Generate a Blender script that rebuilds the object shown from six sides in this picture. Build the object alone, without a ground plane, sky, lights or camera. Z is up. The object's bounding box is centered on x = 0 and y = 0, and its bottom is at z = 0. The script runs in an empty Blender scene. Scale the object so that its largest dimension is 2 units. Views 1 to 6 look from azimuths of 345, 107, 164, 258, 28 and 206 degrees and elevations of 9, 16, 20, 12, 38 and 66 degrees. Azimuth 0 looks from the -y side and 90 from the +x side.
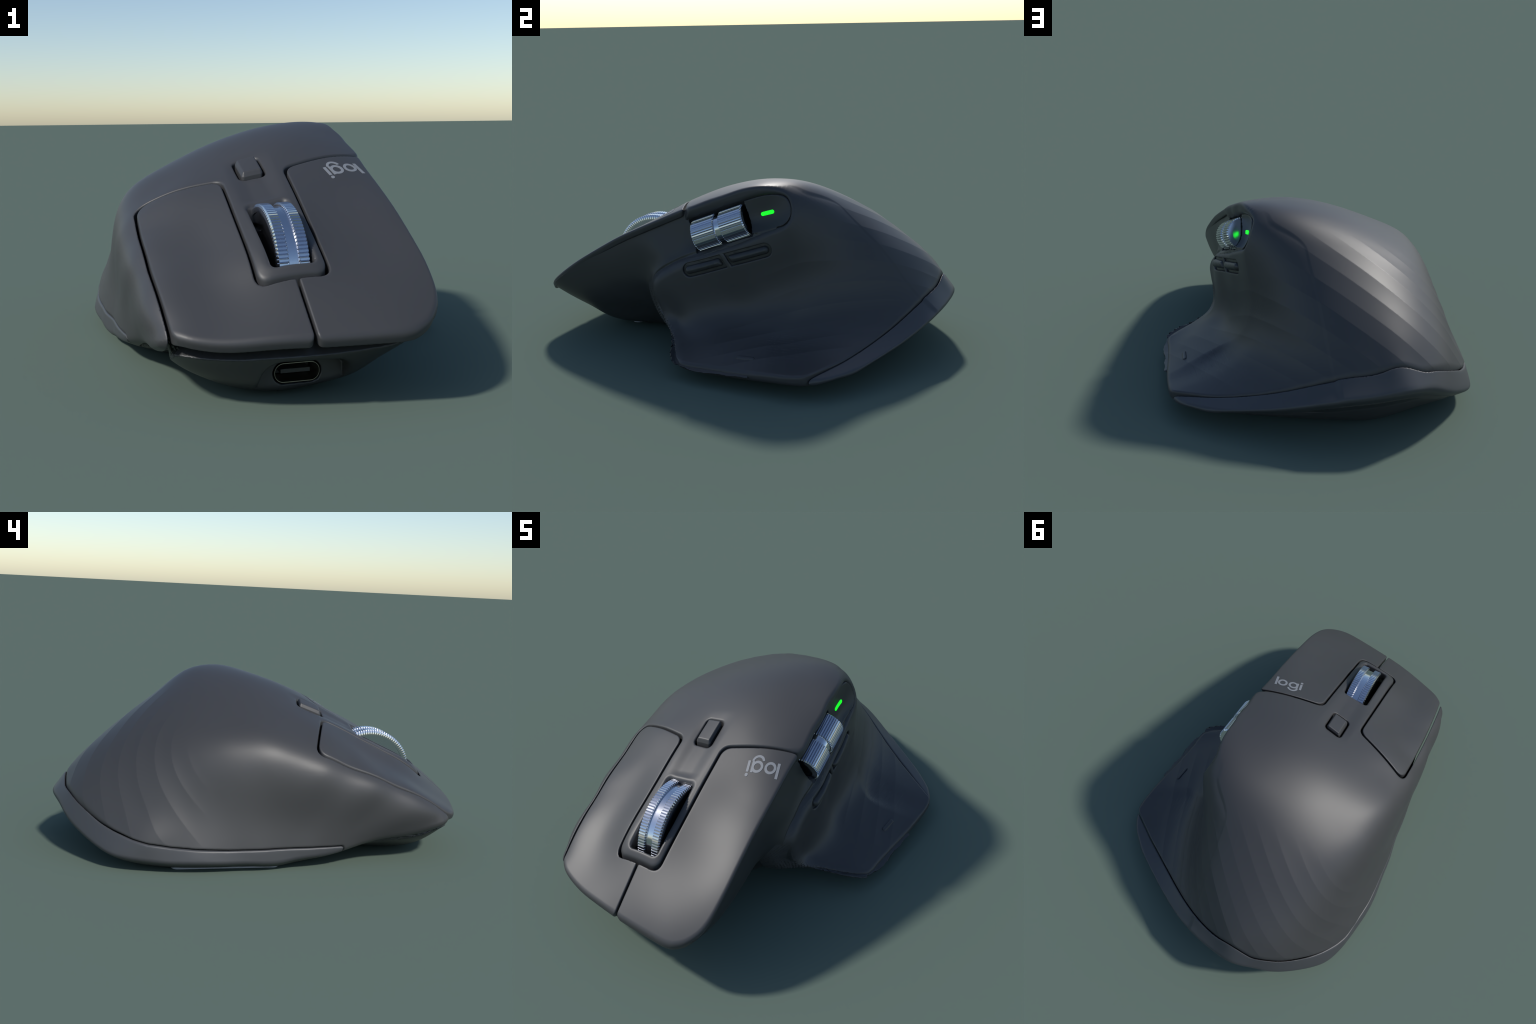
# A sculpted computer mouse, built from control points on its skin.
# The smooth skins (upper shell, thumb side, underside) are surfaces r(direction)
# spanned through named control points; every part is the solid cut out of those skins
# by plan outlines, seams and pockets, and is meshed and projected onto its exact surface.
import bpy, math
import numpy as np
from mathutils import Vector, Matrix

# ------------------------------------------------------------------ control points
CROWN = [
    (-0.270, -0.248, 0.618), (0.069, -0.245, 0.690), (0.121, -0.235, 0.698), (0.185, -0.221, 0.701), (-0.359, -0.214, 0.603),
    (0.229, -0.210, 0.697), (0.275, -0.200, 0.690), (0.034, -0.183, 0.717), (0.112, -0.176, 0.717), (-0.107, -0.162, 0.700),
    (-0.195, -0.145, 0.676), (0.009, -0.100, 0.749), (0.280, -0.075, 0.742), (-0.002, -0.024, 0.768), (0.190, -0.006, 0.775),
    (0.067, -0.004, 0.781), (-0.058, -0.003, 0.763), (0.129, -0.001, 0.783), (-0.116, 0.014, 0.753), (-0.174, 0.032, 0.739),
    (-0.232, 0.050, 0.721), (-0.325, 0.062, 0.683), (0.031, 0.063, 0.794), (0.181, 0.072, 0.799), (0.275, 0.100, 0.800),
    (0.020, 0.123, 0.801), (0.010, 0.183, 0.802), (0.269, 0.200, 0.815), (0.189, 0.220, 0.818), (0.118, 0.221, 0.815),
    (0.048, 0.228, 0.807), (-0.167, 0.232, 0.750), (0.241, 0.241, 0.815), (0.004, 0.243, 0.800), (-0.269, 0.248, 0.707),
    (-0.054, 0.255, 0.782), (-0.346, 0.265, 0.667), (-0.004, 0.303, 0.791), (0.278, 0.345, 0.701), (0.209, 0.356, 0.783),
    (0.251, 0.364, 0.755), (-0.052, 0.365, 0.764), (0.159, 0.412, 0.753),
]
FRONT_PLATE = [
    (0.114, -1.000, 0.240), (0.066, -0.998, 0.237), (-0.038, -0.984, 0.232), (0.188, -0.974, 0.261), (-0.157, -0.968, 0.223),
    (-0.285, -0.938, 0.223), (0.225, -0.937, 0.290), (-0.398, -0.905, 0.217), (0.245, -0.897, 0.318), (-0.493, -0.864, 0.212),
    (0.255, -0.850, 0.356), (-0.547, -0.820, 0.217), (-0.156, -0.801, 0.355), (-0.051, -0.790, 0.372), (-0.385, -0.790, 0.289),
    (0.262, -0.773, 0.414), (-0.258, -0.772, 0.345), (0.131, -0.740, 0.414), (-0.273, -0.715, 0.400), (-0.052, -0.710, 0.427),
    (-0.350, -0.700, 0.359), (-0.409, -0.695, 0.332), (0.167, -0.680, 0.447), (0.264, -0.676, 0.471), (-0.053, -0.628, 0.471),
    (-0.272, -0.622, 0.449), (0.120, -0.600, 0.497), (-0.350, -0.550, 0.430), (0.266, -0.548, 0.541), (-0.051, -0.535, 0.525),
    (-0.270, -0.517, 0.500), (0.130, -0.450, 0.575), (-0.090, -0.450, 0.572), (-0.221, -0.440, 0.546), (-0.048, -0.431, 0.583),
    (-0.370, -0.420, 0.491), (0.269, -0.419, 0.598), (-0.269, -0.409, 0.551), (0.270, -0.281, 0.655), (-0.120, -0.277, 0.648),
    (-0.042, -0.275, 0.663), (-0.197, -0.270, 0.630), (0.019, -0.253, 0.678),
]
SHOULDER = [
    (-0.510, -0.735, 0.288), (-0.559, -0.696, 0.152), (-0.551, -0.672, 0.299), (-0.557, -0.540, 0.359), (-0.440, -0.540, 0.412),
    (-0.488, -0.498, 0.410), (-0.592, -0.469, 0.368), (-0.562, -0.412, 0.413), (-0.444, -0.388, 0.487), (-0.610, -0.360, 0.385),
    (-0.520, -0.308, 0.470), (-0.564, -0.288, 0.460), (-0.603, -0.239, 0.434), (-0.425, -0.201, 0.586), (-0.491, -0.182, 0.558),
    (-0.622, -0.180, 0.439), (-0.555, -0.151, 0.509), (-0.461, -0.144, 0.572), (-0.599, -0.136, 0.469), (-0.490, -0.100, 0.566),
    (-0.587, -0.053, 0.499), (-0.569, 0.033, 0.542), (-0.478, 0.049, 0.608), (-0.610, 0.061, 0.435), (-0.590, 0.088, 0.499),
    (-0.609, 0.097, 0.401), (-0.532, 0.100, 0.580), (-0.573, 0.127, 0.525), (-0.551, 0.170, 0.549), (-0.483, 0.216, 0.597),
    (-0.517, 0.249, 0.572), (-0.543, 0.268, 0.537), (-0.422, 0.283, 0.624), (-0.544, 0.365, 0.484), (-0.430, 0.379, 0.598),
]
FLANK = [
    (-0.577, -0.741, 0.241), (-0.601, -0.688, 0.224), (-0.593, -0.669, 0.263), (-0.582, -0.619, 0.155), (-0.610, -0.609, 0.227),
    (-0.594, -0.567, 0.316), (-0.608, -0.505, 0.240), (-0.576, -0.501, 0.131), (-0.600, -0.449, 0.160), (-0.612, -0.420, 0.360),
    (-0.610, -0.380, 0.240), (-0.612, -0.298, 0.090), (-0.621, -0.160, 0.277), (-0.635, -0.100, 0.092), (-0.638, -0.051, 0.060),
    (-0.618, -0.010, 0.280), (-0.652, 0.100, 0.095), (-0.662, 0.174, 0.055), (-0.660, 0.300, 0.100), (-0.596, 0.309, 0.342),
    (-0.600, 0.400, 0.281), (-0.672, 0.400, 0.060),
]
TAIL = [
    (-0.117, 0.424, 0.726), (-0.385, 0.428, 0.611), (-0.616, 0.429, 0.223), (0.031, 0.463, 0.731), (-0.334, 0.468, 0.623),
    (-0.538, 0.479, 0.416), (0.074, 0.483, 0.713), (-0.161, 0.490, 0.686), (-0.281, 0.502, 0.635), (0.190, 0.520, 0.560),
    (0.022, 0.543, 0.672), (-0.231, 0.544, 0.637), (-0.064, 0.550, 0.672), (-0.127, 0.564, 0.656), (-0.542, 0.568, 0.348),
    (-0.201, 0.574, 0.634), (0.145, 0.590, 0.545), (-0.007, 0.605, 0.631), (0.172, 0.630, 0.460), (-0.217, 0.632, 0.593),
    (0.092, 0.675, 0.525), (-0.019, 0.678, 0.573), (-0.236, 0.692, 0.544), (0.155, 0.700, 0.395), (0.125, 0.705, 0.440),
    (-0.054, 0.739, 0.526), (-0.243, 0.754, 0.498), (0.092, 0.796, 0.367), (-0.098, 0.810, 0.471), (-0.233, 0.819, 0.450),
    (-0.128, 0.880, 0.412), (-0.209, 0.885, 0.397),
]
RIM = [
    (-0.642, 0.533, 0.112), (-0.635, 0.593, 0.128), (-0.640, 0.600, 0.068), (-0.557, 0.625, 0.261), (-0.604, 0.660, 0.147),
    (-0.555, 0.735, 0.175), (-0.597, 0.741, 0.079), (-0.500, 0.796, 0.208), (-0.541, 0.809, 0.110), (0.146, 0.839, 0.267),
    (-0.400, 0.877, 0.270), (-0.463, 0.878, 0.150), (0.030, 0.894, 0.307), (0.169, 0.908, 0.211), (-0.300, 0.925, 0.305),
    (-0.092, 0.928, 0.324), (-0.230, 0.936, 0.319), (-0.377, 0.937, 0.195), (-0.147, 0.942, 0.339), (0.050, 0.953, 0.235),
    (-0.300, 0.965, 0.235), (-0.080, 0.985, 0.250), (-0.195, 0.997, 0.261),
]
THUMB_REAR = [
    (0.400, 0.330, 0.195), (0.600, 0.330, 0.120), (0.486, 0.332, 0.157), (0.298, 0.345, 0.580), (0.320, 0.370, 0.318),
    (0.360, 0.400, 0.225), (0.280, 0.400, 0.410), (0.531, 0.400, 0.135), (0.470, 0.420, 0.155), (0.303, 0.430, 0.330),
    (0.265, 0.434, 0.503), (0.245, 0.435, 0.607), (0.252, 0.465, 0.410), (0.244, 0.482, 0.496), (0.665, 0.486, 0.107),
    (0.400, 0.500, 0.185), (0.275, 0.505, 0.330), (0.216, 0.530, 0.489), (0.591, 0.542, 0.122), (0.335, 0.560, 0.220),
    (0.455, 0.560, 0.158), (0.519, 0.596, 0.134), (0.205, 0.600, 0.395), (0.604, 0.601, 0.100), (0.235, 0.630, 0.305),
    (0.440, 0.649, 0.150), (0.511, 0.687, 0.119), (0.327, 0.724, 0.186), (0.396, 0.771, 0.147), (0.236, 0.784, 0.226),
    (0.281, 0.844, 0.176),
]
BEYOND_RIDGE = [
    (0.200, -1.050, 0.185), (0.000, -1.050, 0.170), (0.330, -1.000, 0.220), (-0.300, -1.000, 0.175), (-0.450, -0.960, 0.165),
    (-0.521, -0.927, 0.173), (0.340, -0.900, 0.310), (-0.598, -0.877, 0.163), (0.360, -0.650, 0.465), (0.400, -0.400, 0.560),
    (0.740, -0.200, 0.120), (0.400, -0.200, 0.640), (0.520, -0.200, 0.550), (0.720, -0.100, 0.300), (0.380, -0.000, 0.730),
    (0.560, 0.050, 0.600), (0.740, 0.120, 0.280), (0.520, 0.120, 0.640), (0.360, 0.150, 0.780), (0.700, 0.180, 0.200),
    (0.444, 0.268, 0.171),
]

# thumb side : ledge over the side buttons, hollow, flared wing
LEDGE = [(0.332, -0.290, 0.430), (0.338, -0.200, 0.468), (0.343, -0.100, 0.505), (0.338, 0.000, 0.548),
         (0.324, 0.120, 0.596), (0.316, 0.200, 0.624), (0.311, 0.285, 0.650), (0.305, 0.325, 0.688)]
WINDOW_TOP = [(0.290, 0.318, 0.735), (0.270, 0.285, 0.770), (0.268, 0.228, 0.775), (0.265, 0.166, 0.766),
              (0.268, 0.060, 0.735), (0.272, -0.060, 0.690), (0.274, -0.190, 0.640)]
ABOVE_RIDGE = [(0.288, -0.200, 0.820), (0.290, 0.000, 0.880), (0.284, 0.180, 0.930)]
PANEL_EDGE = [(0.340, -0.350, 0.381), (0.340, -0.366, 0.303), (0.342, -0.346, 0.220), (0.366, -0.306, 0.165),
              (0.409, -0.258, 0.128), (0.486, -0.214, 0.102), (0.571, -0.153, 0.087), (0.602, -0.095, 0.080),
              (0.615, 0.000, 0.080), (0.636, 0.120, 0.085), (0.658, 0.235, 0.092), (0.674, 0.350, 0.098),
              (0.680, 0.440, 0.102)]
HOLLOW = [(0.336, -0.186, 0.415), (0.316, 0.030, 0.460), (0.310, 0.229, 0.543),
          (0.330, -0.200, 0.330), (0.338, -0.200, 0.250), (0.362, -0.200, 0.185), (0.405, -0.200, 0.145), (0.465, -0.180, 0.120),
          (0.318, 0.000, 0.420), (0.318, 0.000, 0.320), (0.342, 0.000, 0.235), (0.372, 0.000, 0.185), (0.430, -0.010, 0.150), (0.520, 0.000, 0.126),
          (0.308, 0.180, 0.450), (0.318, 0.180, 0.340), (0.352, 0.180, 0.240), (0.390, 0.180, 0.195), (0.450, 0.190, 0.163), (0.515, 0.205, 0.140), (0.567, 0.183, 0.121),
          (0.302, 0.270, 0.440), (0.303, 0.270, 0.550), (0.590, 0.230, 0.118), (0.560, 0.080, 0.117)]
# lower body : window insert, skirt under the left button, nose, belly
INSERT = [(0.264, 0.200, 0.692), (0.264, 0.200, 0.768), (0.266, 0.100, 0.742), (0.270, 0.285, 0.758), (0.289, 0.302, 0.700),
          (0.308, 0.250, 0.634), (0.320, 0.150, 0.603), (0.319, 0.000, 0.550), (0.314, -0.140, 0.502), (0.276, -0.140, 0.570),
          (0.264, -0.140, 0.640), (0.264, 0.000, 0.700), (0.274, 0.000, 0.622), (0.270, 0.100, 0.665)]
CHANNEL = [(0.304, -0.240, 0.457), (0.278, -0.240, 0.530), (0.262, -0.240, 0.600), (0.303, -0.326, 0.403),
           (0.282, -0.330, 0.480), (0.260, -0.330, 0.555)]
SKIRT = [(0.256, -0.450, 0.500), (0.255, -0.600, 0.425), (0.247, -0.750, 0.325), (0.216, -0.870, 0.235),
         (0.253, -0.450, 0.380), (0.216, -0.450, 0.260), (0.154, -0.450, 0.160), (0.084, -0.450, 0.075),
         (0.248, -0.600, 0.320), (0.215, -0.600, 0.225), (0.154, -0.600, 0.140),
         (0.233, -0.750, 0.250), (0.189, -0.750, 0.170), (0.182, -0.845, 0.188), (0.290, -0.375, 0.350), (0.241, -0.375, 0.240), (0.194, -0.345, 0.165), (0.244, -0.290, 0.150), (0.154, -0.280, 0.060)]
WALL = [(0.306, -0.366, 0.340), (0.312, -0.362, 0.280), (0.332, -0.330, 0.200), (0.365, -0.272, 0.138), (0.450, -0.206, 0.092),
        (0.530, -0.155, 0.054), (0.562, -0.100, 0.042), (0.580, 0.000, 0.038), (0.600, 0.120, 0.041), (0.620, 0.250, 0.046),
        (0.640, 0.400, 0.052), (0.625, 0.520, 0.066)]
NOSE = [(0.080, -0.940, 0.178), (0.000, -0.935, 0.168), (-0.150, -0.930, 0.165), (-0.300, -0.895, 0.160), (-0.420, -0.855, 0.158),
        (-0.500, -0.815, 0.160), (0.100, -0.885, 0.148), (0.100, -0.780, 0.104), (0.100, -0.650, 0.060), (0.000, -0.822, 0.068),
        (0.000, -0.700, 0.024), (-0.170, -0.835, 0.074), (-0.180, -0.750, 0.010), (-0.300, -0.835, 0.070), (-0.300, -0.760, 0.030),
        (-0.394, -0.780, 0.075), (-0.451, -0.780, 0.107), (-0.508, -0.785, 0.142), (-0.500, -0.680, 0.092), (-0.330, -0.640, 0.008),
        (-0.450, -0.550, 0.060)]
CREASE = [(-0.612, -0.298, 0.085), (-0.575, -0.500, 0.126), (-0.556, -0.690, 0.148), (-0.545, -0.790, 0.176)]
BELLY = [(-0.250, -0.450, 0.006), (-0.020, -0.500, 0.010), (0.090, -0.300, 0.010), (-0.430, -0.250, 0.010), (0.300, -0.100, 0.035),
         (-0.585, 0.000, 0.006), (-0.590, 0.240, 0.006), (-0.580, 0.480, 0.006), (-0.400, 0.670, 0.008), (-0.118, 0.760, 0.006),
         (0.120, 0.690, 0.010), (0.350, 0.590, 0.010), (0.500, 0.480, 0.010), (0.460, 0.200, 0.010), (0.420, 0.000, 0.024),
         (-0.100, -0.100, 0.006), (-0.100, 0.300, 0.006), (0.200, 0.200, 0.006)]
RIM_LOW = [(0.603, 0.601, 0.092), (0.511, 0.687, 0.107), (0.396, 0.771, 0.135), (0.281, 0.844, 0.164), (0.169, 0.908, 0.199),
           (0.050, 0.953, 0.223), (-0.080, 0.985, 0.238), (-0.195, 0.997, 0.248), (-0.300, 0.965, 0.228), (-0.377, 0.937, 0.188),
           (-0.463, 0.878, 0.143), (-0.541, 0.809, 0.103), (-0.597, 0.741, 0.072), (-0.640, 0.600, 0.058), (-0.672, 0.400, 0.051),
           (-0.662, 0.174, 0.046), (-0.638, -0.051, 0.051)]
# the underside runs on outwards past its rim, so that it meets the other skins in an edge
BOWL = [(-0.72, -0.30, 0.14), (-0.68, -0.50, 0.19), (-0.66, -0.70, 0.22), (-0.63, -0.84, 0.25), (-0.56, -0.94, 0.25), (-0.42, -0.99, 0.25), (-0.20, -1.05, 0.27),
        (0.10, -1.05, 0.27), (0.24, -0.97, 0.32), (-0.76, 0.00, 0.11), (-0.77, 0.30, 0.11), (-0.75, 0.55, 0.12), (-0.68, 0.78, 0.16), (-0.52, 0.96, 0.24), (-0.20, 1.10, 0.36),
        (0.10, 1.06, 0.33), (0.38, 0.90, 0.24), (0.62, 0.72, 0.12), (0.72, 0.55, 0.09), (0.70, 0.40, 0.075), (0.69, 0.20, 0.070), (0.68, 0.00, 0.065)]
# seam between shell and belt trim
SEAM = [(0.665, 0.486, 0.107), (0.591, 0.542, 0.122), (0.519, 0.596, 0.134), (0.440, 0.649, 0.150), (0.327, 0.724, 0.186),
        (0.236, 0.784, 0.226), (0.146, 0.838, 0.266), (0.030, 0.894, 0.307), (-0.092, 0.927, 0.324), (-0.230, 0.936, 0.319),
        (-0.300, 0.925, 0.305), (-0.400, 0.877, 0.270), (-0.500, 0.796, 0.208), (-0.555, 0.735, 0.175), (-0.605, 0.661, 0.147),
        (-0.636, 0.594, 0.130), (-0.650, 0.498, 0.118), (-0.658, 0.387, 0.110), (-0.660, 0.246, 0.104), (-0.655, 0.101, 0.103),
        (-0.645, -0.047, 0.103), (-0.630, -0.201, 0.105), (-0.615, -0.281, 0.105)]
# plan outline of the front plate (x, y)
PLATE = [(-0.900, -0.560), (-0.660, -0.735), (-0.600, -0.783), (-0.547, -0.820), (-0.493, -0.864), (-0.398, -0.905), (-0.285, -0.938), (-0.154, -0.966),
         (-0.038, -0.984), (0.066, -0.998), (0.114, -1.000), (0.147, -0.994), (0.188, -0.974), (0.225, -0.937), (0.245, -0.897),
         (0.255, -0.850), (0.262, -0.773), (0.264, -0.676), (0.266, -0.548), (0.269, -0.419), (0.271, -0.281), (0.276, -0.200),
         (0.282, -0.075)]
# plan outline of the widest rim (x, y), thumb wing round the tail to the right flank
RIM_PLAN = [(0.335, -0.420), (0.420, -0.275), (0.490, -0.216), (0.571, -0.155), (0.602, -0.095), (0.615, 0.000), (0.636, 0.120), (0.658, 0.235), (0.674, 0.350),
            (0.680, 0.440), (0.668, 0.500), (0.642, 0.557), (0.606, 0.604), (0.514, 0.690), (0.398, 0.776), (0.283, 0.848), (0.171, 0.912),
            (0.050, 0.958), (-0.080, 0.990), (-0.195, 1.000), (-0.300, 0.970), (-0.380, 0.941), (-0.466, 0.882), (-0.545, 0.812),
            (-0.603, 0.741), (-0.655, 0.600), (-0.682, 0.400), (-0.682, 0.174), (-0.670, -0.050), (-0.650, -0.300), (-0.650, -0.600), (-0.650, -1.200)]
# side outline (y, z) of the opening that shows the insert and the skirt
OPENING = [(0.080, 0.740), (0.166, 0.768), (0.228, 0.777), (0.280, 0.769), (0.309, 0.735), (0.313, 0.688), (0.285, 0.650),
           (0.220, 0.627), (0.137, 0.603), (0.000, 0.553), (-0.142, 0.502), (-0.240, 0.458), (-0.326, 0.405), (-0.368, 0.345),
           (-0.366, 0.280), (-0.345, 0.220), (-0.305, 0.165), (-0.256, 0.127), (-0.210, 0.100), (-0.170, 0.083), (-0.130, 0.068)]
# planes whose creases facet the rear of the shell: offsets along one normal
FACET_NORMAL = np.array((0.737, 0.345, -0.581))
FACETS = np.array((-0.640, -0.580, -0.529, -0.481, -0.430, -0.370, -0.308, -0.243, -0.168, -0.090, -0.015, 0.060, 0.135, 0.210, 0.285, 0.360, 0.435, 0.510))
FACET_NORMAL = FACET_NORMAL / np.linalg.norm(FACET_NORMAL)

H = 0.0044          # mesh spacing of the skins

# ------------------------------------------------------------------ field helpers
def smax(a, b, k):
    h = np.maximum(k - np.abs(a - b), 0.0) / k
    return np.maximum(a, b) + h * h * k * 0.25

def smin(a, b, k):
    return -smax(-a, -b, k)

def ramp(e0, e1, v):
    t = np.clip((v - e0) / (e1 - e0), 0.0, 1.0)
    return t * t * (3 - 2 * t)

class Skin:
    """Signed distance to a star-shaped surface spanned through control points (polyharmonic)."""
    NT, NP = 181, 360

    def __init__(self, points, centre, axis, smooth=2e-6):
        self.c = np.array(centre, float)
        a = np.array(axis, float)
        e1 = np.cross(a, (0.31, 0.52, 0.79)); e1 /= np.linalg.norm(e1)
        self.fr = np.array((e1, np.cross(a, e1), a))
        p = np.array(points, float) - self.c
        r = np.linalg.norm(p, axis=1)
        d = p / r[:, None]
        n = len(d)
        A = np.zeros((n + 4, n + 4))
        A[:n, :n] = np.linalg.norm(d[:, None] - d[None], axis=-1) ** 3 + np.diag(np.broadcast_to(smooth, n))
        A[:n, n] = 1; A[:n, n + 1:] = d
        A[n, :n] = 1; A[n + 1:, :n] = d.T
        w = np.linalg.solve(A, np.r_[np.log(r), np.zeros(4)])
        th = np.linspace(0, math.pi, self.NT)
        ph = np.arange(self.NP) * 2 * math.pi / self.NP
        T, F = np.meshgrid(th, ph, indexing="ij")
        D = np.stack((np.sin(T) * np.cos(F), np.sin(T) * np.sin(F), np.cos(T)), -1).reshape(-1, 3) @ self.fr
        out = np.empty(len(D))
        for i in range(0, len(D), 20000):
            q = D[i:i + 20000]
            k = np.maximum(2 - 2 * (q @ d.T), 0) ** 1.5
            out[i:i + 20000] = k @ w[:n] + w[n] + q @ w[n + 1:]
        R = np.clip(np.exp(out), 0.02, 3.0).reshape(self.NT, self.NP)
        gt = np.gradient(R, th[1], axis=0)
        gp = (np.roll(R, -1, 1) - np.roll(R, 1, 1)) / (2 * ph[1]) / np.maximum(np.sin(T), 0.05)
        S = 1 / np.sqrt(1 + (gt ** 2 + gp ** 2) / R ** 2)
        # pad for cubic lookups
        self.R = np.pad(np.pad(R, ((2, 3), (0, 0)), mode="edge"), ((0, 0), (2, 3)), mode="wrap").astype(np.float32)
        self.S = np.pad(np.pad(S, ((2, 3), (0, 0)), mode="edge"), ((0, 0), (2, 3)), mode="wrap").astype(np.float32)

    def __call__(self, P, fine=False):
        d = (P - self.c) @ self.fr.T
        r = np.sqrt((d * d).sum(1)) + 1e-9
        u = np.arccos(np.clip(d[:, 2] / r, -1, 1)) * ((self.NT - 1) / math.pi) + 2
        v = (np.arctan2(d[:, 1], d[:, 0]) % (2 * math.pi)) * (self.NP / (2 * math.pi)) + 2
        i = u.astype(np.int64); j = v.astype(np.int64)
        fu = u - i; fv = v - j
        w = self.R.shape[1]
        flat = self.R.ravel(); b = i * w + j
        s = self.S.ravel()[b]
        if not fine:
            R = (flat[b] * (1 - fv) + flat[b + 1] * fv) * (1 - fu) + (flat[b + w] * (1 - fv) + flat[b + w + 1] * fv) * fu
        else:
            def wts(t):
                return (-0.5 * t + t * t - 0.5 * t ** 3, 1 - 2.5 * t * t + 1.5 * t ** 3,
                        0.5 * t + 2 * t * t - 1.5 * t ** 3, -0.5 * t * t + 0.5 * t ** 3)
            wu, wv = wts(fu), wts(fv)
            R = 0
            for a in range(4):
                row = 0
                for c in range(4):
                    row = row + wv[c] * flat[b + (a - 1) * w + (c - 1)]
                R = R + wu[a] * row
        return (r - R) * s

def spline(pts, n=5):
    """Catmull-Rom through an open list of 2D points."""
    p = np.array(pts, float)
    q = np.vstack((2 * p[0] - p[1], p, 2 * p[-1] - p[-2]))
    out = []
    for k in range(1, len(q) - 2):
        for t in np.arange(n) / n:
            out.append(0.5 * (2 * q[k] + (q[k + 1] - q[k - 1]) * t + (2 * q[k - 1] - 5 * q[k] + 4 * q[k + 1] - q[k + 2]) * t * t
                              + (3 * q[k] - q[k - 1] - 3 * q[k + 1] + q[k + 2]) * t ** 3))
    out.append(p[-1])
    return np.array(out)

class Outline:
    """Signed distance (negative inside) to a closed polygon, tabulated."""
    def __init__(self, poly, lo, hi, step=0.0035):
        self.lo = np.array(lo); self.st = step
        self.nx = int((hi[0] - lo[0]) / step) + 2; self.ny = int((hi[1] - lo[1]) / step) + 2
        X, Y = np.meshgrid(lo[0] + np.arange(self.nx) * step, lo[1] + np.arange(self.ny) * step, indexing="ij")
        d2 = np.full(X.shape, 9.0); inside = np.zeros(X.shape, bool)
        for (ax, ay), (bx, by) in zip(poly, np.roll(poly, -1, 0)):
            ex, ey = bx - ax, by - ay
            L = ex * ex + ey * ey
            if L < 1e-14:
                continue
            t = np.clip(((X - ax) * ex + (Y - ay) * ey) / L, 0, 1)
            d2 = np.minimum(d2, (X - ax - t * ex) ** 2 + (Y - ay - t * ey) ** 2)
            if by != ay:
                inside ^= ((ay > Y) != (by > Y)) & (X < ex * (Y - ay) / (by - ay) + ax)
        self.D = np.where(inside, -1, 1) * np.sqrt(d2)

    def __call__(self, a, b):
        u = np.clip((a - self.lo[0]) / self.st, 0, self.nx - 1.001); v = np.clip((b - self.lo[1]) / self.st, 0, self.ny - 1.001)
        i = u.astype(int); j = v.astype(int); fu = u - i; fv = v - j
        D = self.D
        return (D[i, j] * (1 - fv) + D[i, j + 1] * fv) * (1 - fu) + (D[i + 1, j] * (1 - fv) + D[i + 1, j + 1] * fv) * fu

def side_of(a, b):
    """Signed distance to the line a-b in plan; positive on its right-hand side."""
    a = np.array(a, float); d = np.array(b, float) - a; d /= np.linalg.norm(d)
    return lambda x, y: (x - a[0]) * d[1] - (y - a[1]) * d[0]

def round_box(u, v, hu, hv, r):
    a = np.abs(u) - hu + r; b = np.abs(v) - hv + r
    return np.hypot(np.maximum(a, 0), np.maximum(b, 0)) + np.minimum(np.maximum(a, b), 0) - r

# ------------------------------------------------------------------ skins and outlines
C0 = (-0.12, 0.08, -0.15)
TOP = CROWN + FRONT_PLATE + SHOULDER + FLANK + TAIL + RIM + THUMB_REAR
def stiffness(points, loose, soft=2.5e-3, firm=2e-4):
    keys = set(loose); fair = set(CROWN + FRONT_PLATE + SHOULDER + TAIL)
    return np.array([soft if p in keys else 1.5e-3 if p in fair else firm for p in points])

top_points = TOP + BEYOND_RIDGE
top_skin = Skin(top_points, C0, (0, 1, 0), stiffness(top_points, THUMB_REAR))
side_points = (LEDGE + WINDOW_TOP + ABOVE_RIDGE + PANEL_EDGE + HOLLOW
               + [p for p in TOP if p[1] > (0.31 if p[0] > 0.15 else 0.22) and p[0] > -0.35]
               + [(0.9, -0.9, 0.3), (0.2, -1.6, 0.3), (-1.1, -0.6, 0.3), (-1.1, 0.0, 0.5)])
side_skin = Skin(side_points, C0, (0, 1, 0), stiffness(side_points, THUMB_REAR + HOLLOW))
low_skin = Skin(INSERT + CHANNEL + SKIRT + WALL + NOSE + CREASE + BELLY + RIM_LOW
                + BOWL + [(-0.1, 0.0, 1.2), (-0.8, -0.2, 0.7), (-0.4, 1.2, 0.8), (0.2, 0.9, 0.8), (0.3, 0.6, 0.85), (-0.1, -1.1, 0.6)],
                (-0.10, -0.05, 0.30), (0, 0, 1), 4e-4)
_pl = spline(PLATE)
plate = Outline(np.vstack((_pl, [(0.282, -0.05), (1.2, -0.05), (1.2, 1.6), (-1.2, 1.6), (-1.2, -0.3)])), (-0.85, -1.1), (0.8, 1.1))
front_edge = Outline(np.vstack((spline(PLATE[:11]), [(1.2, -1.0), (1.2, 1.6), (-1.2, 1.6), (-1.2, -0.3)])), (-0.85, -1.1), (0.8, 1.1))
rim = Outline(np.vstack((spline(RIM_PLAN), [(0.335, -1.200)])), (-0.85, -1.1), (0.85, 1.1))
_op = spline(OPENING)
opening = Outline(np.vstack((_op, [(-0.10, -0.3), (-1.4, -0.3), (-1.4, 1.2), (-0.196, 1.2), (-0.196, 0.640)])), (-1.1, -0.05), (1.1, 0.95))
_s = np.array(SEAM); _az = np.degrees(np.arctan2(_s[:, 1] - 0.2, _s[:, 0] + 0.05)) % 360
_az = np.r_[0, _az[0] - 0.9, _az[0] - 0.3, _az, _az[-1] + 0.6, _az[-1] + 1.5, 360]
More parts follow.
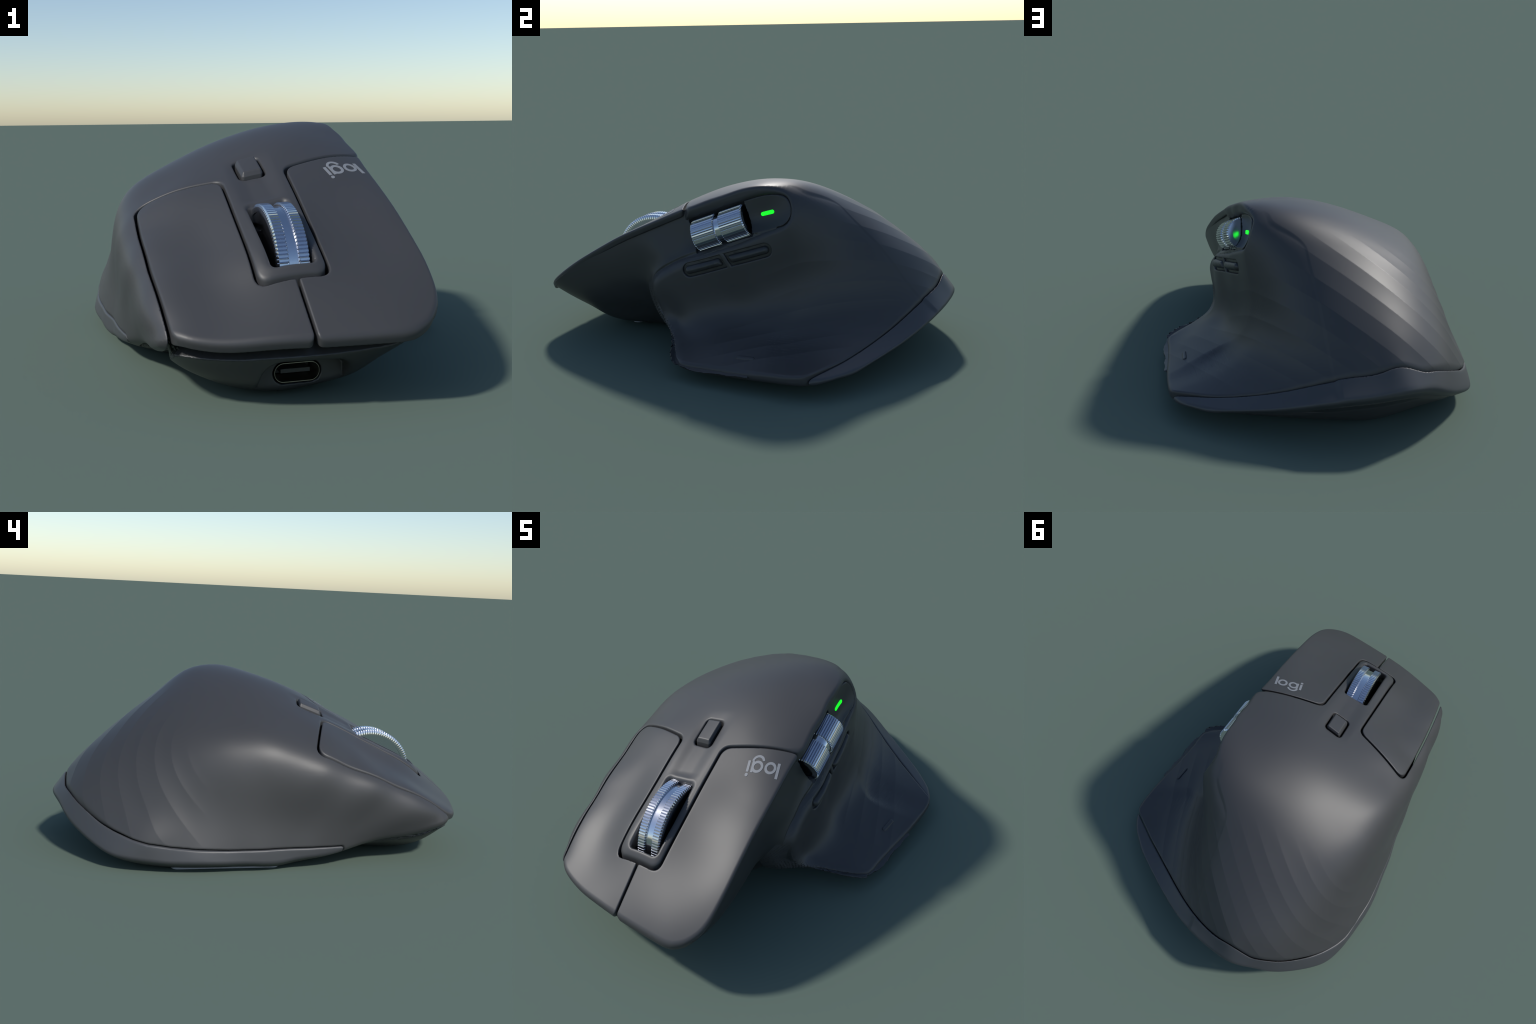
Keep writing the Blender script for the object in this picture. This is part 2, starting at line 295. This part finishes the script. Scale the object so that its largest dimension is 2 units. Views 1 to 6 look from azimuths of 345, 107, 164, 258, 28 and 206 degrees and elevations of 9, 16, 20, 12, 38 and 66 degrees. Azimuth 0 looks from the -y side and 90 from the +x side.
_sz = np.r_[-0.3, -0.1, 0.095, _s[:, 2], 0.098, 0.02, -0.3]

_sp = _s[_az[3:-3] < 165][:, :2]
seam_plan = Outline(np.vstack(([(0.90, 0.20), (0.75, 0.425)], spline(_sp), [(-0.80, 0.45), (-0.80, -1.5), (0.90, -1.5)])), (-0.85, -1.1), (0.85, 1.1))

def below_seam(P):
    """Signed distance to the seam, positive in the belt: by plan round the thumb and tail, by height along the right flank."""
    az = np.degrees(np.arctan2(P[:, 1] - 0.2, P[:, 0] + 0.05)) % 360
    w = ramp(115, 150, az)
    return seam_plan(P[:, 0], P[:, 1]) * 0.9 * (1 - w) + (np.interp(az, _az, _sz) - P[:, 2]) * 0.95 * w

strip_right = side_of((-0.273, -0.720), (-0.266, -0.270))     # + to the right of the strip's right edge is inside
strip_left = side_of((-0.044, -0.275), (-0.054, -0.720))
strip_front = side_of((-0.051, -0.790), (-0.259, -0.772))
def strip(x, y):
    return smax(smax(-strip_right(x, y), -strip_left(x, y), 0.02), -strip_front(x, y), 0.04)

left_rear = side_of((-0.042, -0.275), (0.270, -0.200))
right_rear = side_of((-0.555, -0.151), (-0.270, -0.248))
_outer = side_of((-0.543, -0.822), (-0.556, -0.150))
right_outer = lambda x, y: _outer(x, y) + 0.011 * np.clip((y + 0.822) * (-0.150 - y) / 0.113, -1, 1)
centre_x = -0.1565
GAP = 0.0045

def left_button_plan(x, y):
    f = smax(-left_rear(x, y), -strip(x, y), 0.035)
    return smax(f, centre_x - x, 0.006)

def right_button_plan(x, y):
    f = smax(-right_rear(x, y), -strip(x, y), 0.035)
    f = smax(f, -right_outer(x, y), 0.05)
    return smax(f, x - centre_x, 0.006)

_open = np.array(((-0.221, -0.440), (-0.090, -0.450), (-0.089, -0.751), (-0.221, -0.738)))
OC = _open.mean(0)
def wheel_opening(x, y):
    u = (x - OC[0]); v = (y - OC[1]) + 0.06 * u
    return round_box(u, v, 0.0645, 0.1495, 0.014)

MC = (-0.1545, -0.2135)
def mode_plan(x, y):
    u = x - MC[0]; v = y - MC[1]
    return round_box(u - 0.10 * v * 0, v + 0.13 * u, 0.043, 0.0605, 0.016)

# side button slot in (y, z)
SA, SB = np.array((-0.186, 0.415)), np.array((0.228, 0.543))
SD = (SB - SA) / np.linalg.norm(SB - SA); SN = np.array((-SD[1], SD[0])); SL = np.linalg.norm(SB - SA)
def slot_coords(P):
    q = P[:, 1:] - SA
    return q @ SD, q @ SN
def slot(P):
    s, t = slot_coords(P)
    return round_box(s - SL / 2, t, SL / 2, 0.031, 0.031)
def bridge(P):
    s, t = slot_coords(P)
    return np.abs(s - 0.213 + 0.25 * t) - 0.011

# thumb wheel axis
TA, TB = np.array((0.263, -0.140, 0.564)), np.array((0.263, 0.106, 0.657))
TD = (TB - TA) / np.linalg.norm(TB - TA); TL = np.linalg.norm(TB - TA); TR = 0.074

def facets(P):
    """Shallow flutes between the crease planes on the rear of the shell."""
    d = P @ FACET_NORMAL
    k = np.clip(np.searchsorted(FACETS, d) - 1, 0, len(FACETS) - 2)
    t = (d - FACETS[k]) / (FACETS[k + 1] - FACETS[k])
    y0 = 0.40 - 0.45 * ramp(0.18, 0.40, P[:, 0]) * ramp(0.62, 0.42, P[:, 2]) - 0.10 * ramp(-0.45, -0.60, P[:, 0])
    m = ramp(y0, y0 + 0.16, P[:, 1]) * ramp(FACETS[0], FACETS[2], d)
    return 0.0015 * m * 4 * t * (1 - t)

def frame_relief(P):
    x, y = P[:, 0], P[:, 1]
    s = ramp(0.012, -0.03, strip(x, y))
    dish = -0.010 * ramp(-0.02, -0.09, strip(x, y)) * ramp(-0.47, -0.40, y) * ramp(-0.10, -0.22, y)
    return s * (0.010 * ramp(-0.55, -0.78, y)) + dish

def hull_fields(P, fine, relief=True):
    g = top_skin(P, fine)
    l = side_skin(P, fine) - 0.4 * ramp(0.0, -0.2, P[:, 0] - 0.215 + 0.12 * ramp(0.34, 0.5, P[:, 1]))
    if relief:
        fc = facets(P)
        g = g + fc - frame_relief(P)
        l = l + fc
    return g, l

def join(g, l, y, k):
    return smax(g, l, k)

def opening_cut(P, l):
    """> 0 where the opening removes the shell; the ledge slopes back from the seam."""
    y, z = P[:, 1], P[:, 2]
    o = opening(y, z)
    upper = ramp(0.0, 0.06, z - (0.585 + 0.35 * y))
    depth = 0.034 * (1 - ramp(0.05, 0.30, y)) * (1 - upper) * ramp(0.10, 0.25, z) + 0.010
    f = -(o - 0.003) * 0.85 + 0.55 * (l + depth) * ramp(-0.10, -0.02, o)
    return np.where(P[:, 0] > 0.08, f, -0.05)

def shell_field(P, fine=False):
    x, y, z = P.T
    g, l = hull_fields(P, fine)
    n = low_skin(P, fine)
    kr = 0.018 - 0.012 * ramp(0.36, 0.48, y)
    hull = join(g, l, y, kr)
    f = smax(hull, below_seam(P) + 0.0014, 0.009)
    f = smax(f, n - 0.4 * ramp(0.11, 0.20, z) * ramp(0.10, 0.22, x), 0.016)
    f = smax(f, rim(x, y), 0.016)
    f = smax(f, front_edge(x, y) - 0.25 * np.minimum(g, 0), 0.030) 
    f = smax(f, opening_cut(P, l), 0.022 - 0.010 * ramp(-0.15, 0.10, y))
    btn = np.minimum(left_button_plan(x, y), right_button_plan(x, y))
    f = smax(f, GAP - np.maximum(btn, -(g + 0.10)), 0.006)
    f = smax(f, 0.002 - wheel_opening(x, y), 0.016)
    f = smax(f, 0.0035 - np.maximum(mode_plan(x, y), -(g + 0.06)), 0.008)
    sl = np.maximum(np.maximum(slot(P), -(l + 0.045)), -bridge(P))
    f = smax(f, np.where(x > 0.2, -sl, -0.05), 0.008)
    f = np.maximum(f, -np.maximum(np.maximum(g + 0.055, y + 0.12), x - 0.20))
    return f

def button_field(plan):
    def f(P, fine=False):
        x, y = P[:, 0], P[:, 1]
        g = top_skin(P, fine)
        v = smax(g, plan(x, y) + GAP, 0.006)
        v = smax(v, plate(x, y) - 0.35 * np.minimum(g, 0), 0.018)
        v = np.maximum(v, 0.176 - P[:, 2])
        return smax(v, -(g + 0.034), 0.008)
    return f

def belt_field(P, fine=False):
    z = P[:, 2]
    g, l = hull_fields(P, fine, False)
    n = low_skin(P, fine)
    hull = join(g, l, P[:, 1], 0.02)
    f = smax(hull, rim(P[:, 0], P[:, 1]), 0.016)
    f = smax(f, 0.0014 - below_seam(P), 0.009)
    f = smax(f, n, 0.014)
    return np.maximum(np.maximum(f, -(hull + 0.06)), 0.008 - z)

USB = np.array((-0.160, -0.790, 0.079))
def base_field(P, fine=False):
    x, y, z = P.T
    g = top_skin(P, fine)
    l = side_skin(P, fine)
    n = low_skin(P, fine)
    o = opening(y, z)
    window = np.maximum(np.where(x > 0.1, o, 0.3), g + 0.012)
    f = smax(n + 0.0015 + 0.008 * ramp(-0.004, 0.012, o) * ramp(0.1, 0.2, x), np.minimum(g + 0.072, window), 0.006)
    f = np.maximum(f, np.minimum(l + 0.012, np.where(x > 0.1, o - 0.002, -0.3)))
    # wheel wells
    f = np.maximum(f, 0.004 - wheel_opening(x, y))
    q = P - TA; t = q @ TD; rad = np.sqrt(np.maximum((q * q).sum(1) - t * t, 0))
    f = np.maximum(f, -np.maximum(rad - TR - 0.010, np.abs(t - TL / 2) - TL / 2 - 0.012))
    # recess around the port
    rec = np.maximum(round_box(x + 0.150, z - 0.050, 0.135, 0.092, 0.06), y - USB[1])
    f = smax(f, -rec, 0.014)
    port = np.maximum(round_box(x - USB[0], z - USB[2], 0.0760, 0.0345, 0.034), y - USB[1] - 0.10)
    f = smax(f, -port, 0.004)
    return np.maximum(f, 0.007 - z)

def mode_field(P, fine=False):
    x, y = P[:, 0], P[:, 1]
    g = top_skin(P, fine)
    side = (mode_plan(x, y) + 0.0055 + 0.55 * np.maximum(g + 0.004, 0)) / 1.1
    return np.maximum(smax(g - 0.009, side, 0.004), -(g + 0.05))

def side_button_field(front):
    def f(P, fine=False):
        l = side_skin(P, fine)
        s, t = slot_coords(P)
        half = (s - 0.213 + 0.25 * t) * (1 if front else -1) + 0.011
        v = smax(slot(P) + 0.0115, half + 0.0095, 0.012)
        v = smax(l - 0.011, v, 0.026)
        return np.maximum(v, -(l + 0.04))
    return f

MA, MB = np.array((0.563, 0.150)), np.array((0.572, 0.216))
def marker_field(P, fine=False):
    l = side_skin(P, fine) + facets(P)
    q = P[:, :2] - MA; d = MB - MA; L2 = d @ d
    t = np.clip((q @ d) / L2, 0, 1)
    r = np.hypot(q[:, 0] - t * d[0], q[:, 1] - t * d[1]) - 0.010
    return np.maximum(smax(l - 0.005, r, 0.008), -(l + 0.01))

LA, LB_ = np.array((0.178, 0.6865)), np.array((0.223, 0.6995))
def light_field(P, fine=False):
    n = low_skin(P, fine)
    q = P[:, 1:] - LA; d = LB_ - LA
    t = np.clip((q @ d) / (d @ d), 0, 1)
    r = np.hypot(q[:, 0] - t * d[0], q[:, 1] - t * d[1]) - 0.0085
    return np.maximum(np.maximum(n - 0.0005, r), -(n + 0.006))

# ------------------------------------------------------------------ meshing
def mesh_field(field, lo, hi, h):
    lo = np.array(lo, float); n = np.ceil((np.array(hi) - lo) / h).astype(int) + 2
    B = 8
    nb = -(-n // B)
    n = nb * B + 1
    V = np.empty(n, np.float32)
    cb = np.stack(np.meshgrid(*[np.arange(k) for k in nb], indexing="ij"), -1).reshape(-1, 3)
    ctr = lo + (cb * B + B / 2) * h
    fc = np.concatenate([field(c) for c in np.array_split(ctr, max(1, len(ctr) // 200000))])
    near = np.abs(fc) < B * h * 1.12
    for c, s in zip(cb[~near], np.sign(fc[~near])):
        a = c * B
        V[a[0]:a[0] + B + 1, a[1]:a[1] + B + 1, a[2]:a[2] + B + 1] = s
    off = np.stack(np.meshgrid(*[np.arange(B + 1)] * 3, indexing="ij"), -1).reshape(-1, 3)
    act = cb[near]
    for chunk in np.array_split(act, max(1, len(act) // 400)):
        idx = (chunk[:, None, :] * B + off[None]).reshape(-1, 3)
        v = field(lo + idx * h)
        V[idx[:, 0], idx[:, 1], idx[:, 2]] = v
    S = V < 0
    a = S[:-1, :-1, :-1]
    allin = a.copy(); anyin = a.copy()
    for dx in (0, 1):
        for dy in (0, 1):
            for dz in (0, 1):
                c = S[dx:n[0] - 1 + dx, dy:n[1] - 1 + dy, dz:n[2] - 1 + dz]
                allin &= c; anyin |= c
    cells = np.argwhere(anyin & ~allin)
    ID = np.full(n - 1, -1, np.int32)
    ID[tuple(cells.T)] = np.arange(len(cells))
    acc = np.zeros((len(cells), 3)); cnt = np.zeros(len(cells))
    corner = [(i, j, k) for i in (0, 1) for j in (0, 1) for k in (0, 1)]
    vals = {c: V[cells[:, 0] + c[0], cells[:, 1] + c[1], cells[:, 2] + c[2]].astype(float) for c in corner}
    for c in corner:
        for ax in range(3):
            if c[ax]:
                continue
            e = list(c); e[ax] = 1; e = tuple(e)
            va, vb = vals[c], vals[e]
            m = (va < 0) != (vb < 0)
            t = np.zeros(len(cells)); t[m] = va[m] / (va[m] - vb[m])
            p = np.tile(np.array(c, float), (len(cells), 1)); p[:, ax] += t
            acc[m] += p[m]; cnt[m] += 1
    P = lo + (cells + acc / cnt[:, None]) * h
    quads = []
    for ax in range(3):
        b, c = (ax + 1) % 3, (ax + 2) % 3
        sl0 = [slice(None)] * 3; sl1 = [slice(None)] * 3
        sl0[ax] = slice(0, -1); sl1[ax] = slice(1, None)
        for q in (b, c):
            sl0[q] = slice(1, -1); sl1[q] = slice(1, -1)
        s0, s1 = S[tuple(sl0)], S[tuple(sl1)]
        E = np.argwhere(s0 != s1)
        if not len(E):
            continue
        flip = s0[tuple(E.T)]
        E = E.copy(); E[:, b] += 1; E[:, c] += 1
        ids = []
        for db, dc in ((-1, -1), (0, -1), (0, 0), (-1, 0)):
            q = E.copy(); q[:, b] += db; q[:, c] += dc
            ids.append(ID[tuple(q.T)])
        Q = np.stack(ids, 1)
        Q[~flip] = Q[~flip][:, ::-1]
        quads.append(Q)
    Q = np.concatenate(quads)

    tet = np.array(((1, 1, 1), (1, -1, -1), (-1, 1, -1), (-1, -1, 1)), float)
    def grad(X, e, fine):
        g = 0
        for k in tet:
            g = g + field(X + k * e, fine)[:, None] * k
        return g / (4 * e)
    out_n = np.empty_like(P)
    for sl in np.array_split(np.arange(len(P)), max(1, len(P) // 60000)):
        X = P[sl]
        for it in range(2):
            g = grad(X, 0.0006, it > 0)
            g2 = np.maximum((g * g).sum(1), 0.15)
            step = (field(X, True) / g2)[:, None] * g
            ln = np.linalg.norm(step, axis=1)
            X = X - step * np.minimum(1, 0.6 * h / np.maximum(ln, 1e-9))[:, None]
        P[sl] = X
        g = grad(X, 0.0009, True)
        out_n[sl] = g / np.maximum(np.linalg.norm(g, axis=1), 1e-9)[:, None]
    return P, Q, out_n

def make_object(name, P, F, material, parent, normals=None, smooth=True):
    me = bpy.data.meshes.new(name)
    F = np.asarray(F)
    me.vertices.add(len(P)); me.vertices.foreach_set("co", np.asarray(P, np.float32).ravel())
    k = F.shape[1]
    me.loops.add(F.size); me.loops.foreach_set("vertex_index", F.astype(np.int32).ravel())
    me.polygons.add(len(F)); me.polygons.foreach_set("loop_start", np.arange(0, F.size, k, dtype=np.int32))
    me.update(calc_edges=True); me.validate()
    me.polygons.foreach_set("use_smooth", np.full(len(me.polygons), smooth))
    if normals is not None and len(normals) == len(me.vertices):
        me.normals_split_custom_set_from_vertices(normals.tolist())
    me.materials.append(material)
    ob = bpy.data.objects.new(name, me)
    bpy.context.scene.collection.objects.link(ob)
    ob.parent = parent
    return ob

COARSE = 1.0
def field_object(name, field, lo, hi, material, parent, h=H):
    P, Q, N = mesh_field(field, lo, hi, h * COARSE)
    return make_object(name, P, Q, material, parent, N)

def quads_of_grid(nu, nv, closed_u=True):
    i, j = np.meshgrid(np.arange(nu if closed_u else nu - 1), np.arange(nv - 1), indexing="ij")
    i = i.ravel(); j = j.ravel(); k = (i + 1) % nu
    return np.stack((i * nv + j, k * nv + j, k * nv + j + 1, i * nv + j + 1), 1)

# ------------------------------------------------------------------ materials
def material(name, color, rough, metal=0.0, spec=0.5, grain=0.0, emission=None, coat=0.0, bevel=0.0):
    m = bpy.data.materials.new(name)
    m.use_nodes = True
    nt = m.node_tree; b = nt.nodes["Principled BSDF"]
    b.inputs["Base Color"].default_value = (*color, 1)
    b.inputs["Roughness"].default_value = rough
    b.inputs["Metallic"].default_value = metal
    b.inputs["Specular IOR Level"].default_value = spec
    b.inputs["Coat Weight"].default_value = coat
    if emission:
        b.inputs["Emission Color"].default_value = (*emission[0], 1)
        b.inputs["Emission Strength"].default_value = emission[1]
    if grain:
        tc = nt.nodes.new("ShaderNodeTexCoord")
        no = nt.nodes.new("ShaderNodeTexNoise"); no.inputs["Scale"].default_value = 90; no.inputs["Detail"].default_value = 3
        nt.links.new(tc.outputs["Object"], no.inputs["Vector"])
        cr = nt.nodes.new("ShaderNodeMapRange")
        cr.inputs["To Min"].default_value = 1 - grain; cr.inputs["To Max"].default_value = 1 + grain
        nt.links.new(no.outputs["Fac"], cr.inputs["Value"])
        mx = nt.nodes.new("ShaderNodeVectorMath"); mx.operation = "SCALE"
        mx.inputs[0].default_value = color
        nt.links.new(cr.outputs["Result"], mx.inputs["Scale"])
        nt.links.new(mx.outputs["Vector"], b.inputs["Base Color"])
    if bevel:
        bv = nt.nodes.new("ShaderNodeBevel"); bv.inputs["Radius"].default_value = bevel; bv.samples = 6
        nt.links.new(bv.outputs["Normal"], b.inputs["Normal"])
    return m

GRAPHITE = material("graphite_plastic", (0.044, 0.044, 0.046), 0.47, grain=0.02)
TRIM = material("trim_plastic", (0.050, 0.052, 0.057), 0.44, grain=0.02)
BLACK = material("black_plastic", (0.034, 0.035, 0.036), 0.42, grain=0.02)
STEEL = material("brushed_steel", (0.64, 0.66, 0.71), 0.15, metal=1.0)
HUB = material("wheel_hub", (0.012, 0.012, 0.013), 0.25)
GLOW = material("green_glow", (0.01, 0.6, 0.02), 0.4, emission=((0.005, 1.0, 0.015), 1.4))
PRINT = material("grey_print", (0.21, 0.22, 0.235), 0.5)
PORT = material("port_metal", (0.36, 0.34, 0.29), 0.35, metal=1.0)
PAD = material("glide_pad", (0.30, 0.32, 0.36), 0.35)
DARK = material("port_black", (0.006, 0.006, 0.006), 0.5)

# ------------------------------------------------------------------ build
root = bpy.data.objects.new("computer_mouse", None)
bpy.context.scene.collection.objects.link(root)
root["label"] = "dark grey sculpted ergonomic computer mouse with steel wheels"
root["category"] = "computer mouse"

field_object("shell", shell_field, (-0.74, -0.93, 0.0), (0.74, 1.04, 0.87), GRAPHITE, root)
field_object("belt_trim", belt_field, (-0.74, -0.40, -0.01), (0.74, 1.05, 0.42), TRIM, root, 0.005)
field_object("lower_body", base_field, (-0.70, -1.0, -0.02), (0.70, 1.0, 0.80), BLACK, root, 0.0062)
b0 = field_object("main_button", button_field(left_button_plan), (-0.20, -1.05, 0.12), (0.32, -0.15, 0.75), GRAPHITE, root, 0.0036)
b1 = field_object("main_button", button_field(right_button_plan), (-0.60, -1.02, 0.10), (-0.12, -0.10, 0.66), GRAPHITE, root, 0.0036)
field_object("mode_button", mode_field, (-0.215, -0.295, 0.55), (-0.095, -0.135, 0.74), GRAPHITE, root, 0.0022)
field_object("side_button", side_button_field(True), (0.28, -0.23, 0.37), (0.40, 0.06, 0.54), BLACK, root, 0.0026)
field_object("side_button", side_button_field(False), (0.28, -0.02, 0.43), (0.40, 0.27, 0.60), BLACK, root, 0.0026)
field_object("thumb_marker", marker_field, (0.54, 0.13, 0.08), (0.60, 0.24, 0.15), GRAPHITE, root, 0.0018)
field_object("indicator_light", light_field, (0.245, 0.155, 0.67), (0.285, 0.245, 0.715), GLOW, root, 0.0012)

# ---- wheels
def toothed_wheel(name, centre, axis, profile, teeth, radius, parent, sub=8):
    """profile: list of (offset along axis, radius, tooth depth); revolve it with a tooth wave."""
    a = np.array(axis, float); a /= np.linalg.norm(a)
    e1 = np.cross(a, (0, 0, 1)); e1 /= np.linalg.norm(e1); e2 = np.cross(a, e1)
    nu = teeth * sub
    ang = np.arange(nu) * 2 * math.pi / nu
    ph = (np.arange(nu) % sub) / sub
    cut = np.where(ph < 0.50, 0.5 - 0.5 * np.cos(ph / 0.50 * 2 * math.pi), 0.0)      # narrow V grooves
    off = np.array([p[0] for p in profile]); r = np.array([p[1] for p in profile]); dep = np.array([p[2] for p in profile])
    R = r[None] - dep[None] * cut[:, None]
    P = np.array(centre) + off[None, :, None] * a + R[..., None] * (np.cos(ang)[:, None, None] * e1 + np.sin(ang)[:, None, None] * e2)
    return P.reshape(-1, 3), quads_of_grid(nu, len(profile))

def wheel(name, centre, axis, half, radius, groove_half, teeth, depth, parent, rim):
    thing = bpy.data.objects.new(name, None)
    bpy.context.scene.collection.objects.link(thing); thing.parent = parent
    for s in (-1, 1):
        a0, a1 = groove_half, half
        prof = [(s * a0, radius - 0.030, 0), (s * a0, radius - 0.007, 0), (s * (a0 + 0.0035), radius, depth), (s * (a0 + 0.004), radius, depth),
                (s * (a1 - 0.0055), radius, depth), (s * (a1 - 0.005), radius, depth), (s * a1, radius - rim, 0), (s * a1, radius - 0.028, 0)]
        P, F = toothed_wheel(name, centre, axis, prof, teeth, radius, thing)
        if s < 0:
            F = F[:, ::-1]
        ob = make_object("ridged_rim", P, F, STEEL, thing, smooth=True)
        ob.data.set_sharp_from_angle(angle=math.radians(28))
    P, F = toothed_wheel(name, centre, axis, [(-groove_half - 0.002, radius - 0.012, 0), (groove_half + 0.002, radius - 0.012, 0)], 48, radius, thing)
    make_object("centre_band", P, F, STEEL, thing)
    r2 = radius - rim - 0.004
    prof = [(-half + 0.003, 0.001, 0), (-half + 0.003, r2 - 0.03, 0), (-half + 0.0015, r2, 0), (half - 0.0015, r2, 0), (half - 0.003, r2 - 0.03, 0), (half - 0.003, 0.001, 0)]
    P, F = toothed_wheel(name, centre, axis, prof, 48, radius, thing)
    ob = make_object("hub", P, F, STEEL, thing)
    ob.data.set_sharp_from_angle(angle=math.radians(30))
    return thing

tilt = 0.03
wheel("scroll_wheel", (-0.145, -0.525, 0.357), (1, 0, tilt), 0.053, 0.207, 0.0150, 104, 0.0048, root, 0.010)
wheel("thumb_wheel", (TA + TB) / 2, TD, TL / 2, TR, 0.0125, 42, 0.0062, root, 0.006)

# ---- port
def rounded_rect(hu, hv, r, n=10):
    pts = []
    for cx, cz, a0 in ((hu - r, hv - r, 0), (-hu + r, hv - r, 90), (-hu + r, -hv + r, 180), (hu - r, -hv + r, 270)):
        for t in np.linspace(0, 90, n):
            a = math.radians(a0 + t); pts.append((cx + r * math.cos(a), cz + r * math.sin(a)))
    return np.array(pts)

port = bpy.data.objects.new("usb_port", None)
bpy.context.scene.collection.objects.link(port); port.parent = root
o, i = rounded_rect(0.0720, 0.0305, 0.0300), rounded_rect(0.0690, 0.0275, 0.0270)
rings = [(o, 0.08), (o, -0.001), (o * 0.985, -0.003), (i * 1.015, -0.003), (i, -0.001), (i, 0.08)]
P = np.array([[(USB[0] + q[0], USB[1] + 0.004 + dy, USB[2] + q[1] + 0.07 * q[0] * 0) for q, in zip(r)] for r, dy in rings])
nr, nq = len(rings), len(o)
F = [(a * nq + b, a * nq + (b + 1) % nq, (a + 1) * nq + (b + 1) % nq, (a + 1) * nq + b) for a in range(nr - 1) for b in range(nq)]
make_object("port_sleeve", P.reshape(-1, 3), np.array(F), PORT, port).data.set_sharp_from_angle(angle=math.radians(40))
def box(name, c, hx, hy, hz, mat, parent):
    v = np.array([(c[0] + sx * hx, c[1] + sy * hy, c[2] + sz * hz) for sx in (-1, 1) for sy in (-1, 1) for sz in (-1, 1)])
    f = np.array([(0, 1, 3, 2), (4, 6, 7, 5), (0, 4, 5, 1), (2, 3, 7, 6), (0, 2, 6, 4), (1, 5, 7, 3)])
    return make_object(name, v, f, mat, parent, smooth=False)
box("port_tongue", (USB[0], USB[1] + 0.05, USB[2]), 0.046, 0.03, 0.006, BLACK, port)
box("port_floor", (USB[0], USB[1] + 0.088, USB[2]), 0.062, 0.004, 0.024, DARK, port)

# ---- glide pads
def pad(cx, cy, hx, hy, rot):
    q = rounded_rect(hx, hy, min(hx, hy) * 0.95, 14)
    c, s = math.cos(rot), math.sin(rot)
    q = np.stack((cx + q[:, 0] * c - q[:, 1] * s, cy + q[:, 0] * s + q[:, 1] * c), 1)
    n = len(q)
    P = np.vstack((np.c_[q, np.zeros(n)], np.c_[q, np.full(n, 0.014)], [[cx, cy, 0.0]]))
    F3 = [(k, (k + 1) % n, n + (k + 1) % n, n + k) for k in range(n)] 
    cap = [(2 * n, (k + 1) % n, k, k) for k in range(n)]
    me = bpy.data.meshes.new("glide_pad")
    me.from_pydata(P.tolist(), [], F3 + [c[:3] for c in cap]); me.update()
    me.materials.append(PAD)
    ob = bpy.data.objects.new("glide_pad", me)
    bpy.context.scene.collection.objects.link(ob); ob.parent = root
pad(-0.555, 0.24, 0.030, 0.24, 0.0)
pad(0.40, 0.30, 0.025, 0.20, -0.15)
pad(-0.15, -0.62, 0.13, 0.03, 0.0)

# ---- printed word on the left button: strokes laid on the skin
WORD_O, WORD_U = np.array((0.2211, -0.2747)), np.array((-0.974, -0.229))
WORD_V = np.array((0.229, -0.974))
def on_skin(uv, lift):
    xy = WORD_O + uv[:, :1] * WORD_U + uv[:, 1:] * WORD_V
    z = np.full(len(xy), 0.66)
    for _ in range(12):
        P = np.c_[xy, z]
        z = z - np.clip((top_skin(P, True) - lift) / 0.8, -0.02, 0.02)
    return np.c_[xy, z]

def stroke(path, half):
    p = np.array(path, float)
    t = np.gradient(p, axis=0); t /= np.linalg.norm(t, axis=1)[:, None]
    nrm = np.stack((-t[:, 1], t[:, 0]), 1)
    a, b = p - nrm * half, p + nrm * half
    n = len(p)
    V = np.vstack((on_skin(a, -0.002), on_skin(a, 0.0012), on_skin(b, 0.0012), on_skin(b, -0.002)))
    F = [(k * n + i, k * n + i + 1, (k + 1) * n + i + 1, (k + 1) * n + i) for k in range(3) for i in range(n - 1)]
    F += [(0, n, 2 * n, 3 * n), (n - 1, 4 * n - 1, 3 * n - 1, 2 * n - 1)]
    return V, np.array(F)

def arc(c, r, a0, a1, n=40):
    a = np.radians(np.linspace(a0, a1, n))
    return np.stack((c[0] + r * np.cos(a), c[1] + r * np.sin(a)), 1)

def letter(strokes, parent):
    V, F, k = [], [], 0
    for path, half in strokes:
        v, f = stroke(path, half)
        V.append(v); F.append(f + k); k += len(v)
    return make_object("printed_letter", np.vstack(V), np.vstack(F), PRINT, parent, smooth=False)

bar = lambda u0, v0, u1, v1: np.stack((np.linspace(u0, u1, 8), np.linspace(v0, v1, 8)), 1)
letter([(bar(0.0, 0.0, 0.0, 0.0635), 0.0058)], b0)
letter([(arc((0.0325, 0.0238), 0.0195, 0, 360), 0.0052)], b0)
letter([(arc((0.0880, 0.0238), 0.0195, 0, 360), 0.0052), (bar(0.1085, 0.002, 0.1085, 0.047), 0.0046),
        (arc((0.0885, 0.0035), 0.0225, 192, 355), 0.0048)], b0)
letter([(bar(0.1262, 0.0, 0.1262, 0.0455), 0.0054), (arc((0.1262, 0.0570), 0.0034, 0, 360, 20), 0.0034)], b0)
